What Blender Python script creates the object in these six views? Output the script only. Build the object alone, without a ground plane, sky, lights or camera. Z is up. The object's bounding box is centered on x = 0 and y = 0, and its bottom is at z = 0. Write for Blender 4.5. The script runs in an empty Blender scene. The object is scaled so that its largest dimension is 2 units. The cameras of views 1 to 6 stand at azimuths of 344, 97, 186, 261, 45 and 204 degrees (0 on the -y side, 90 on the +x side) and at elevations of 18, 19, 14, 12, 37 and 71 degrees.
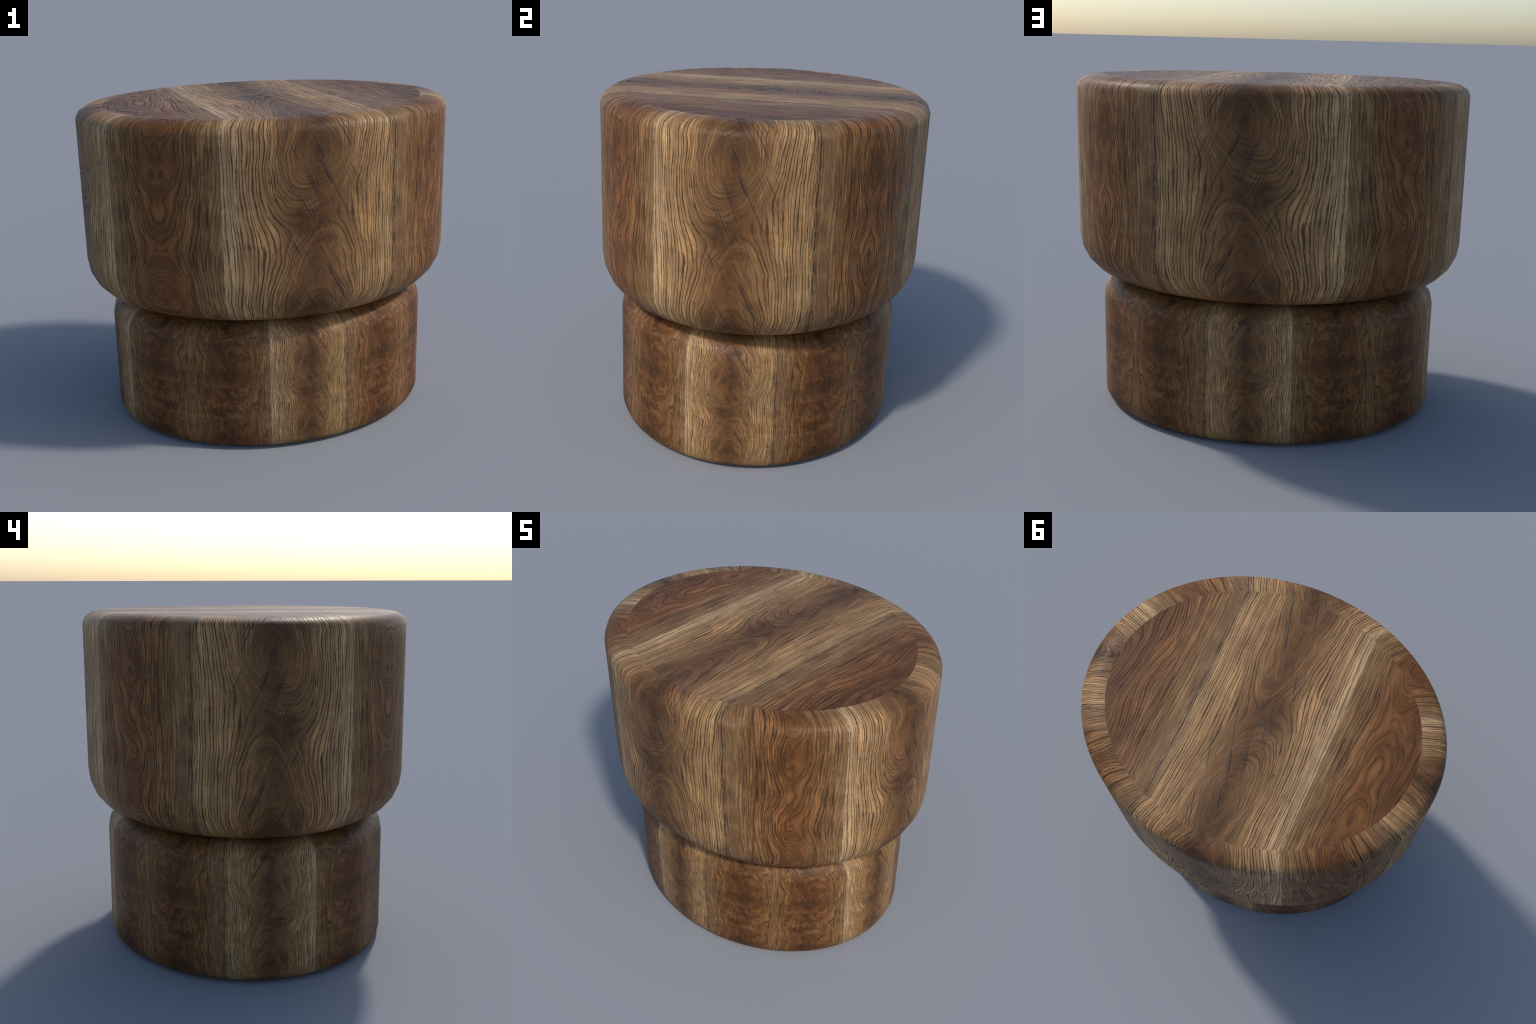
"""A chunky two-part wooden stool: an oval drum seat with a soft rounded belly
resting on a slightly narrower oval drum base, both of richly figured wood."""
import bpy, math

# ------------------------------------------------------------------ sizes
SEAT_A, SEAT_B = 1.0, 0.8333          # half axes of the oval seat
BASE_A, BASE_B = 0.8805, 0.7370       # half axes of the oval base
SEAT_TOP = 1.7075
RIM = 0.858                           # where the flat top board meets the rim
SEG = 160


# ------------------------------------------------------------------ profiles
def quarter(n):
    return [(1 - math.cos(math.pi / 2 * i / n), math.sin(math.pi / 2 * i / n)) for i in range(n + 1)]


def seat_profile():
    """(scale, z) from the underside up to the flat top."""
    r, v, z0 = 0.202, 0.203, 0.903
    pts = [(0.30, z0 - v)]
    pts += [(1 - r * a, z0 - v * s) for a, s in reversed(quarter(5))]
    pts += [(1.0, z0 + (1.651 - z0) * i / 10) for i in range(1, 10)]
    r, v = 0.1035, 0.0570
    pts += [(1 - r * a, SEAT_TOP - v + v * s) for a, s in quarter(3)]
    pts += [(RIM, SEAT_TOP)]
    return pts


def base_profile():
    r, v = 0.088, 0.046
    pts = [(0.30, 0.0)]
    pts += [(1 - r * a, v - v * s) for a, s in reversed(quarter(3))]
    z1 = 0.560
    pts += [(1.0, v + (z1 - v) * i / 6) for i in range(1, 6)]
    r, v = 0.160, 0.123
    pts += [(1 - r * a, z1 + v * s) for a, s in quarter(4)]
    pts += [(0.805, z1 + v + 0.002), (0.79, z1 + v + 0.022), (0.30, z1 + v + 0.022)]   # short neck under the seat
    return pts


def loft(name, a, b, profile, inner_rings=0):
    verts, faces, top_faces = [], [], []
    for k, z in profile:
        for i in range(SEG):
            t = 2 * math.pi * i / SEG
            verts.append((a * k * math.cos(t), b * k * math.sin(t), z))
    for j in range(len(profile) - 1):
        for i in range(SEG):
            p, q = j * SEG + i, j * SEG + (i + 1) % SEG
            faces.append((p, q, q + SEG, p + SEG))
    bottom = len(verts)
    verts.append((0, 0, profile[0][1]))
    for i in range(SEG):
        faces.append((bottom, (i + 1) % SEG, i))
    last = (len(profile) - 1) * SEG
    k0, z = profile[-1]
    for r in range(1, inner_rings + 1):            # flat board in concentric rings
        k = k0 * (1 - r / (inner_rings + 1))
        start = len(verts)
        for i in range(SEG):
            t = 2 * math.pi * i / SEG
            verts.append((a * k * math.cos(t), b * k * math.sin(t), z))
        for i in range(SEG):
            n = (i + 1) % SEG
            top_faces.append(len(faces))
            faces.append((last + i, last + n, start + n, start + i))
        last = start
    centre = len(verts)
    verts.append((0, 0, z))
    for i in range(SEG):
        top_faces.append(len(faces))
        faces.append((last + i, last + (i + 1) % SEG, centre))
    me = bpy.data.meshes.new(name)
    me.from_pydata(verts, [], faces)
    me.update()
    for p in me.polygons:
        p.use_smooth = True
    ob = bpy.data.objects.new(name, me)
    bpy.context.collection.objects.link(ob)
    return ob, top_faces


# ------------------------------------------------------------------ node maths
class Tree:
    """Small expression layer over a shader node tree."""
    def __init__(self, nt):
        self.nt = nt

    def math(self, op, *args, clamp=False):
        n = self.nt.nodes.new('ShaderNodeMath')
        n.operation = op
        n.use_clamp = clamp
        for i, a in enumerate(args):
            self.put(n.inputs[i], a)
        return Ex(self, n.outputs[0])

    def put(self, sock, v):
        if isinstance(v, Ex):
            self.nt.links.new(v.s, sock)
        elif isinstance(v, bpy.types.NodeSocket):
            self.nt.links.new(v, sock)
        else:
            sock.default_value = v

    def vec(self, x, y, z):
        n = self.nt.nodes.new('ShaderNodeCombineXYZ')
        for i, a in enumerate((x, y, z)):
            self.put(n.inputs[i], a)
        return n.outputs[0]

    def noise(self, vec, scale=1.0, detail=2.0, rough=0.5, dist=0.0):
        n = self.nt.nodes.new('ShaderNodeTexNoise')
        n.noise_dimensions = '3D'
        self.put(n.inputs['Vector'], vec)
        n.inputs['Scale'].default_value = scale
        n.inputs['Detail'].default_value = detail
        n.inputs['Roughness'].default_value = rough
        n.inputs['Distortion'].default_value = dist
        return Ex(self, n.outputs[0])

    def smooth(self, x, lo, hi):
        """0 below lo, 1 above hi (or reversed when lo > hi)."""
        n = self.nt.nodes.new('ShaderNodeMapRange')
        n.interpolation_type = 'SMOOTHSTEP'
        self.put(n.inputs[0], x)
        a, b = (0.0, 1.0)
        if not isinstance(lo, Ex) and not isinstance(hi, Ex) and lo > hi:
            lo, hi, a, b = hi, lo, 1.0, 0.0
        self.put(n.inputs[1], lo)
        self.put(n.inputs[2], hi)
        n.inputs[3].default_value = a
        n.inputs[4].default_value = b
        return Ex(self, n.outputs[0])

    def bump_at(self, x, c, w):
        """Gaussian lobe of half width w at c."""
        d = (x - c) * (1.0 / w)
        return self.math('POWER', 2.718281828, d * d * -1.0)

    def ramp(self, x, stops, interp='LINEAR'):
        n = self.nt.nodes.new('ShaderNodeValToRGB')
        cr = n.color_ramp
        cr.interpolation = interp
        for i, (p, c) in enumerate(stops):
            if i < 2:
                e = cr.elements[i]
                e.position = p
            else:
                e = cr.elements.new(p)
            e.color = (c[0], c[1], c[2], 1.0)
        self.put(n.inputs[0], x)
        return n.outputs[0]

    def mix(self, f, a, b, mode='MIX'):
        n = self.nt.nodes.new('ShaderNodeMix')
        n.data_type = 'RGBA'
        n.blend_type = mode
        self.put(n.inputs[0], f)
        for s, v in ((n.inputs[6], a), (n.inputs[7], b)):
            if isinstance(v, tuple):
                s.default_value = (v[0], v[1], v[2], 1.0)
            else:
                self.put(s, v)
        return n.outputs[2]


class Ex:
    def __init__(self, t, s):
        self.t, self.s = t, s

    def __add__(self, o): return self.t.math('ADD', self, o)
    __radd__ = __add__
    def __sub__(self, o): return self.t.math('SUBTRACT', self, o)
    def __rsub__(self, o): return self.t.math('SUBTRACT', o, self)
    def __mul__(self, o): return self.t.math('MULTIPLY', self, o)
    __rmul__ = __mul__
    def __truediv__(self, o): return self.t.math('DIVIDE', self, o)
    def frac(self): return self.t.math('FRACT', self)
    def abs(self): return self.t.math('ABSOLUTE', self)
    def sqrt(self): return self.t.math('SQRT', self)
    def sin(self): return self.t.math('SINE', self)
    def cos(self): return self.t.math('COSINE', self)
    def min(self, o): return self.t.math('MINIMUM', self, o)
    def max(self, o): return self.t.math('MAXIMUM', self, o)
    def clamp(self): return self.t.math('ADD', self, 0.0, clamp=True)


# ------------------------------------------------------------------ the wood
PERIOD = 2.095        # pale board is 1 wide, the red board 1.095
TAU = 2 * math.pi


def wood_group():
    """Figured boards in board coordinates.  u runs across the boards (pale
    board 0..1, red board 1..2.095, repeating), v runs along the grain with
    period 1.  Growth rings are level lines of a height field built from
    stretched arches, so they run straight at the edges of a board and make
    cathedrals and eyes in its middle."""
    g = bpy.data.node_groups.new('figured_wood', 'ShaderNodeTree')
    for n in ('U', 'V', 'Burl'):
        g.interface.new_socket(n, in_out='INPUT', socket_type='NodeSocketFloat')
    g.interface.new_socket('Color', in_out='OUTPUT', socket_type='NodeSocketColor')
    g.interface.new_socket('Height', in_out='OUTPUT', socket_type='NodeSocketFloat')
    g.interface.new_socket('Roughness', in_out='OUTPUT', socket_type='NodeSocketFloat')
    gi = g.nodes.new('NodeGroupInput')
    go = g.nodes.new('NodeGroupOutput')
    T = Tree(g)
    U, V, burl = (Ex(T, gi.outputs[i]) for i in range(3))

    rag = T.noise(T.vec(V * 7.0, 0.0, U * 3.0), 1.0, 3.0, 0.7)
    shift = (rag - 0.5) * 0.034
    u0 = ((U + shift) * (1 / PERIOD)).frac() * PERIOD        # ragged board edges
    us = u0 - shift                                          # but straight grain
    ang = V * TAU
    cv, sv = ang.cos(), ang.sin()

    def field(su, rv, scale=1.0, detail=2.0, rough=0.5, off=0.0, uu=None, dist=0.0):
        """noise with su features per board across and ~6 rv per period along"""
        return T.noise(T.vec((uu if uu is not None else u0) * su + off, cv * rv, sv * rv),
                       scale, detail, rough, dist)

    # edge: zero at the board joints
    edge = T.smooth((u0 - 1.0).abs(), 0.0, 0.10) * T.smooth(u0, 0.0, 0.08) * T.smooth(u0, PERIOD, PERIOD - 0.08)
    inner = T.bump_at(u0, 0.52, 0.30).max(T.bump_at(u0, 1.58, 0.30))
    wander = (field(2.0, 0.55, detail=1.0, off=3.1) - 0.5) * 0.13 * inner
    ripple = (field(14.0, 2.4, detail=1.5, off=7.7) - 0.5) * 0.007
    u = us + wander + ripple
    is_red = T.smooth(u0, 0.99, 1.01)

    # --- pale board: eye at v=.18, hanging arches below it and at v=-.55
    core = T.bump_at(u, 0.52, 0.24)
    sway = (T.noise(T.vec(4.0, cv * 0.32, sv * 0.32), 1.0, 0.0, 0.5) - 0.5) * 0.30 - (ang - 0.9).sin() * 0.05
    ua = u - sway * core - 0.51
    da = (ua * ua + 0.016).sqrt()
    lean = ang - (u - 0.5) * 3.6                     # swirls lean over to the right
    fa = V * 1.5 + ((lean - 1.25).cos() * 5.2 + (lean * 2.0 - 0.9).cos() * 1.7) * (core * 0.94 + 0.06)
    ga = da * 54.0 - fa

    # --- red board: arches centred at 1.70, small knots at 1.34
    cb = 1.735 + (ang + 1.2).sin() * 0.015
    db = ((u - cb) * (u - cb) + 0.0100).sqrt()
    lobe = T.bump_at(u, 1.36, 0.10)
    coreb = T.bump_at(u, 1.70, 0.19)
    tb = ang + 0.3
    fb = V * 2.0 + (tb.sin() - (tb * 2.0).sin() * 0.44 + (tb * 3.0).sin() * 0.22) * 2.6 * coreb
    gb = db * 50.0 - fb + lobe * ((ang * 2.0 + 2.1).cos() * 2.0)
    gb = gb + (field(6.5, 0.95, detail=1.5, off=71.0) - 0.5) * 13.0 * burl * T.bump_at(u0, 1.55, 0.32)

    gr = ga + (gb - ga) * is_red
    gr = gr + (field(4.5, 0.8, detail=1.5, off=1.3) - 0.5) * 5.0 * (core + coreb + lobe * 0.5 + 0.10).min(1.0)

    # uneven ring spacing, and every ring with its own strength
    ring_noise = T.noise(T.vec(gr * 0.55, cv * 0.35 + 2.0, sv * 0.35), 1.0, 1.0, 0.5)
    gw = gr + (ring_noise - 0.5) * 2.2
    ring_power = T.noise(T.vec(gr * 0.95 + 40.0, cv * 0.7, sv * 0.7), 1.0, 1.5, 0.6)
    # ring lines: crisp late wood on one side, soft on the other
    ph = gw.frac()
    tri = (ph - 0.5).abs() * 2.0                      # 0 on the line
    soft = T.smooth(ph, 0.05, 0.62) * T.smooth(ph, 0.95, 0.60)
    dash = field(24.0, 7.0, detail=2.0, off=5.0)
    wide = field(3.0, 1.2, detail=1.0, off=9.0)
    w = (dash * 0.55 + wide * 0.30 + ring_power * 0.45 - 0.36).max(0.03)
    line = T.smooth(tri / w, 1.3, 0.30)
    strength = field(9.0, 1.8, detail=2.0, off=15.0)
    line = line * T.smooth(strength * 0.4 + ring_power * 0.6, 0.27, 0.52)
    # finer second growth between the rings
    fine = T.smooth(((gw * 2.0 + 0.31).frac() - 0.5).abs() * 2.0, 0.50, 0.05) * T.smooth(field(8.0, 4.0, off=21.0), 0.40, 0.66)

    # where lines are bold (towards the board edges) or dissolve (hearts)
    q = u0 * (1.0 / PERIOD)

    def zone(stops):
        return Ex(T, T.ramp(q, [(p / PERIOD, (v, v, v)) for p, v in stops]))
    bold = zone([(0.0, .7), (.05, .95), (.26, .95), (.40, .46), (.58, .36), (.70, .80), (.96, .95),
                 (1.05, .40), (1.14, .55), (1.25, 1.0), (1.40, .90), (1.55, .50), (1.70, .42), (1.85, .65), (1.95, .80), (2.09, .50)])

    # fibres
    fibre = T.noise(T.vec(gr * 3.4 + us * 30.0, cv * 2.2, sv * 2.2), 1.0, 3.0, 0.65)
    fibre2 = T.noise(T.vec(gr * 0.62 + 4.0, cv * 0.55, sv * 0.55), 1.0, 3.0, 0.6)
    blotch = field(3.2, 0.8, detail=3.0, rough=0.55, off=30.0)
    blotch2 = field(7.0, 1.2, detail=3.0, rough=0.6, off=40.0)

    # slanting hair checks in the heart of the pale board
    hu = us + V * 0.50
    hn = (T.noise(T.vec(hu * 44.0, V * 0.9, 0.0), 1.0, 1.0, 0.5) - 0.5).abs()
    hgate = T.noise(T.vec(hu * 30.0, V * 5.0, 7.0), 1.0, 1.0, 0.5)
    heart = T.bump_at(u0, 0.54, 0.26) * T.smooth(u0, 1.0, 0.9)
    hair = T.smooth(hn, 0.030, 0.010) * T.smooth(hgate, 0.34, 0.50) * heart
    hfine = T.smooth(T.noise(T.vec(hu * 170.0, V * 4.0, 3.0), 1.0, 2.0, 0.6), 0.48, 0.70) * heart

    # --- colours across the boards
    qc = (q + (blotch - 0.5) * 0.060 * edge).clamp()
    body = T.ramp(qc, [(p / PERIOD, c) for p, c in [
        (0.00, (.520, .342, .176)), (.06, (.470, .292, .145)), (.22, (.405, .230, .100)), (.38, (.265, .134, .054)),
        (.52, (.168, .078, .030)), (.64, (.265, .135, .055)), (.78, (.415, .234, .101)), (.96, (.430, .256, .114)),
        (1.02, (.315, .182, .085)), (1.08, (.330, .190, .087)), (1.16, (.262, .133, .053)), (1.27, (.275, .130, .048)),
        (1.40, (.215, .089, .029)), (1.56, (.152, .065, .023)), (1.72, (.218, .091, .030)), (1.86, (.232, .102, .036)),
        (1.95, (.250, .128, .050)), (2.09, (.320, .186, .084))]])
    dark = T.mix(1.0, body, (.36, .31, .28), 'MULTIPLY')
    col = T.mix(T.smooth(blotch2, 0.36, 0.64) * (0.5 + is_red * 0.35), body, T.mix(1.0, body, (.62, .56, .52), 'MULTIPLY'))
    # smoky shadows in the hearts
    sm_v = (ang - 1.5).cos() * 0.2 + (ang * 2.0 - 3.3).cos() * 0.55
    smoke = T.bump_at(u0 - (blotch2 - 0.5) * 0.16 + (ang * 2.0 - 1.9).sin() * 0.09, 0.54, 0.15) * T.smooth(sm_v + (blotch - 0.5) * 3.2, -0.4, 0.8)
    tone = T.smooth(T.noise(T.vec(gr * 0.26 + 9.0, cv * 0.6, sv * 0.6), 1.0, 2.0, 0.6), 0.40, 0.58) * 0.75 + 0.35
    red_v = (ang * 2.0 - 2.1).cos()
    smoke2 = T.bump_at(u0 - (blotch2 - 0.5) * 0.22, 1.56, 0.13) * T.smooth(red_v * 0.55 + (blotch2 - 0.5) * 4.5, -0.15, 0.8)
    red_band = T.bump_at(u0 - (blotch2 - 0.5) * 0.15, 1.32, 0.10) * T.smooth((ang - 0.6).cos() * 0.5 + (blotch - 0.5) * 3.0, -0.1, 0.8)
    col = T.mix(red_band * tone * 0.6, col, (.085, .034, .014))
    col = T.mix((smoke.max(smoke2) * tone * 0.98).min(0.88), col, (.070, .034, .015))
    col = T.mix(soft * bold * 0.30, col, dark)
    streak = T.noise(T.vec(us * 13.0 + wander * 10.0, cv * 0.6 + 8.0, sv * 0.6), 1.0, 2.0, 0.6)
    col = T.mix(T.smooth(streak, 0.50, 0.64) * T.bump_at(u0, 1.50, 0.42) * 0.60, col, T.mix(1.0, body, (.44, .36, .32), 'MULTIPLY'))
    # burl figure of the base: dark clouds and pale feathers that follow the curls
    bz = burl * T.bump_at(u0, 1.55, 0.36)
    cloud = T.noise(T.vec(gr * 0.10 + u0 * 5.0, cv * 0.70 + 3.0, sv * 0.70), 1.0, 2.0, 0.55)
    cloud2 = field(6.5, 0.75, detail=1.5, off=81.0)
    col = T.mix(T.smooth(cloud * 0.5 + cloud2 * 0.5, 0.50, 0.60) * bz * 0.85, col, (.062, .029, .012))
    col = T.mix(T.smooth(cloud, 0.46, 0.34) * bz * 0.65, col, (.320, .160, .066))
    lightband = T.smooth(fibre2, 0.50, 0.68) * (bold * 0.8 + 0.05)
    col = T.mix(T.smooth(fibre2, 0.46, 0.28) * 0.62, col, T.mix(1.0, body, (.62, .56, .53), 'MULTIPLY'))
    col = T.mix(lightband, col, T.mix(1.0, body, (1.48, 1.42, 1.34), 'MULTIPLY'))
    col = T.mix(T.smooth(fibre, 0.44, 0.68) * 0.50, col, dark)
    col = T.mix(fine * bold * 0.45, col, dark)
    # dense straight strands along both sides of the red board
    strand = T.noise(T.vec(us * 62.0 + wander * 40.0, cv * 0.75 + 5.0, sv * 0.75), 1.0, 3.0, 0.6)
    szone = T.bump_at(u0, 1.20, 0.13).max(T.bump_at(u0, 1.95, 0.12))
    col = T.mix(T.smooth(strand, 0.54, 0.68) * szone * 0.62, col, T.mix(1.0, body, (1.45, 1.40, 1.32), 'MULTIPLY'))
    col = T.mix(T.smooth(strand, 0.48, 0.36) * szone * 0.85, col, T.mix(1.0, body, (.30, .26, .24), 'MULTIPLY'))
    ink = (.026, .014, .008)
    col = T.mix(line * bold * (1.0 - smoke * 0.45) * 0.88, col, ink)
    col = T.mix(hair * 0.80, col, (.026, .020, .020))
    col = T.mix(hfine * 0.32, col, (.050, .030, .020))
    # the dark joint crack along the pale board, and the bright edge of the stripe
    jn = (field(1.0, 1.0, detail=2.0, off=60.0) - 0.5) * 0.05
    joint = T.bump_at(us, 1.0 + jn, 0.006).max(T.bump_at(us, 0.980 + jn * 1.5, 0.004) * 0.8).max(T.bump_at(us, 1.016 + jn * 0.7, 0.004) * 0.6)
    joint = joint * (T.smooth(field(30.0, 3.0, off=61.0), 0.30, 0.55) * 0.75 + 0.25)
    col = T.mix(joint * 0.90, col, (.030, .020, .015))
    shine = T.bump_at(u0, 0.004, 0.007) * T.smooth(field(1.0, 5.0, off=63.0), 0.40, 0.6)
    col = T.mix(shine * 0.45, col, (.56, .41, .26))
    g.links.new(col, go.inputs[0])

    h = 1.0 - line * bold * 0.75 - hair * 0.4 - joint * 0.9 - soft * 0.05 - fibre * 0.15 - fine * 0.12
    T.put(go.inputs[1], h)
    T.put(go.inputs[2], 0.43 + line * 0.2 + (fibre - 0.5) * 0.15)
    return g


def make_material(name, group, mapping, bump, burl=0.0):
    m = bpy.data.materials.new(name)
    m.use_nodes = True
    nt = m.node_tree
    nt.nodes.clear()
    T = Tree(nt)
    tc = nt.nodes.new('ShaderNodeTexCoord')
    sep = nt.nodes.new('ShaderNodeSeparateXYZ')
    nt.links.new(tc.outputs['Object'], sep.inputs[0])
    x, y, z = (Ex(T, s) for s in sep.outputs)
    U, V = mapping(T, x, y, z)
    gn = nt.nodes.new('ShaderNodeGroup')
    gn.node_tree = group
    T.put(gn.inputs[0], U)
    T.put(gn.inputs[1], V)
    gn.inputs[2].default_value = burl
    bs = nt.nodes.new('ShaderNodeBsdfPrincipled')
    bp = nt.nodes.new('ShaderNodeBump')
    bp.inputs['Strength'].default_value = bump
    bp.inputs['Distance'].default_value = 0.004
    bs.inputs['Specular IOR Level'].default_value = 0.17
    nt.links.new(gn.outputs[1], bp.inputs['Height'])
    nt.links.new(gn.outputs[0], bs.inputs['Base Color'])
    nt.links.new(gn.outputs[2], bs.inputs['Roughness'])
    nt.links.new(bp.outputs[0], bs.inputs['Normal'])
    out = nt.nodes.new('ShaderNodeOutputMaterial')
    nt.links.new(bs.outputs[0], out.inputs[0])
    return m


def folded_angle(T, x, y, a, b, ease):
    """0..1 around each quarter of the drum; the veneer is book-matched about
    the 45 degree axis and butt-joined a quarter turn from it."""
    t = T.math('ARCTAN2', y * (1.0 / b), x * (1.0 / a))
    t = t - (t * 2.0).sin() * ease
    d = t - math.pi / 4
    d = T.math('WRAP', d, math.pi, -math.pi)
    return ((math.pi - d.abs()) * (2.0 / math.pi)).frac()


def map_wall(T, x, y, z):
    f = folded_angle(T, x, y, SEAT_A, SEAT_B, 0.0)
    xx, yy = x * (1 / SEAT_A), y * (1 / SEAT_B)
    inset = (1.0 - (xx * xx + yy * yy).sqrt()).max(0.0)
    side = T.math('SIGN', z - 1.2)
    zz = z + inset * side * 0.75
    return f * 1.756 - 0.37, (zz - 1.44) * (1 / 0.88)


def map_top(T, x, y, z):
    return (x + 0.39) * (1 / 0.756), (y - 0.314) * (1 / 1.42)


def map_base(T, x, y, z):
    f = folded_angle(T, x, y, BASE_A, BASE_B, 0.062)
    xx, yy = x * (1 / BASE_A), y * (1 / BASE_B)
    inset = (1.0 - (xx * xx + yy * yy).sqrt()).max(0.0)
    side = T.math('SIGN', z - 0.3)
    zz = z + inset * side * 0.6
    return f * 2.973 - 0.973, (zz - 0.392) * (1 / 0.367)


# ------------------------------------------------------------------ build
wood = wood_group()
mat_wall = make_material('seat_side_wood', wood, map_wall, 0.32)
mat_top = make_material('seat_top_wood', wood, map_top, 0.30)
mat_base = make_material('base_wood', wood, map_base, 0.28, burl=1.0)

stool = bpy.data.objects.new('wooden_stool', None)
stool.empty_display_size = 0.2
bpy.context.collection.objects.link(stool)
stool['label'] = 'chunky oval wooden stool of two stacked drums with dark figured grain'
stool['category'] = 'wooden stool'

seat, board = loft('seat', SEAT_A, SEAT_B, seat_profile(), inner_rings=6)
seat.data.materials.append(mat_wall)
seat.data.materials.append(mat_top)
for i in board:
    seat.data.polygons[i].material_index = 1
seat.parent = stool

base, _ = loft('base', BASE_A, BASE_B, base_profile())
base.data.materials.append(mat_base)
base.parent = stool
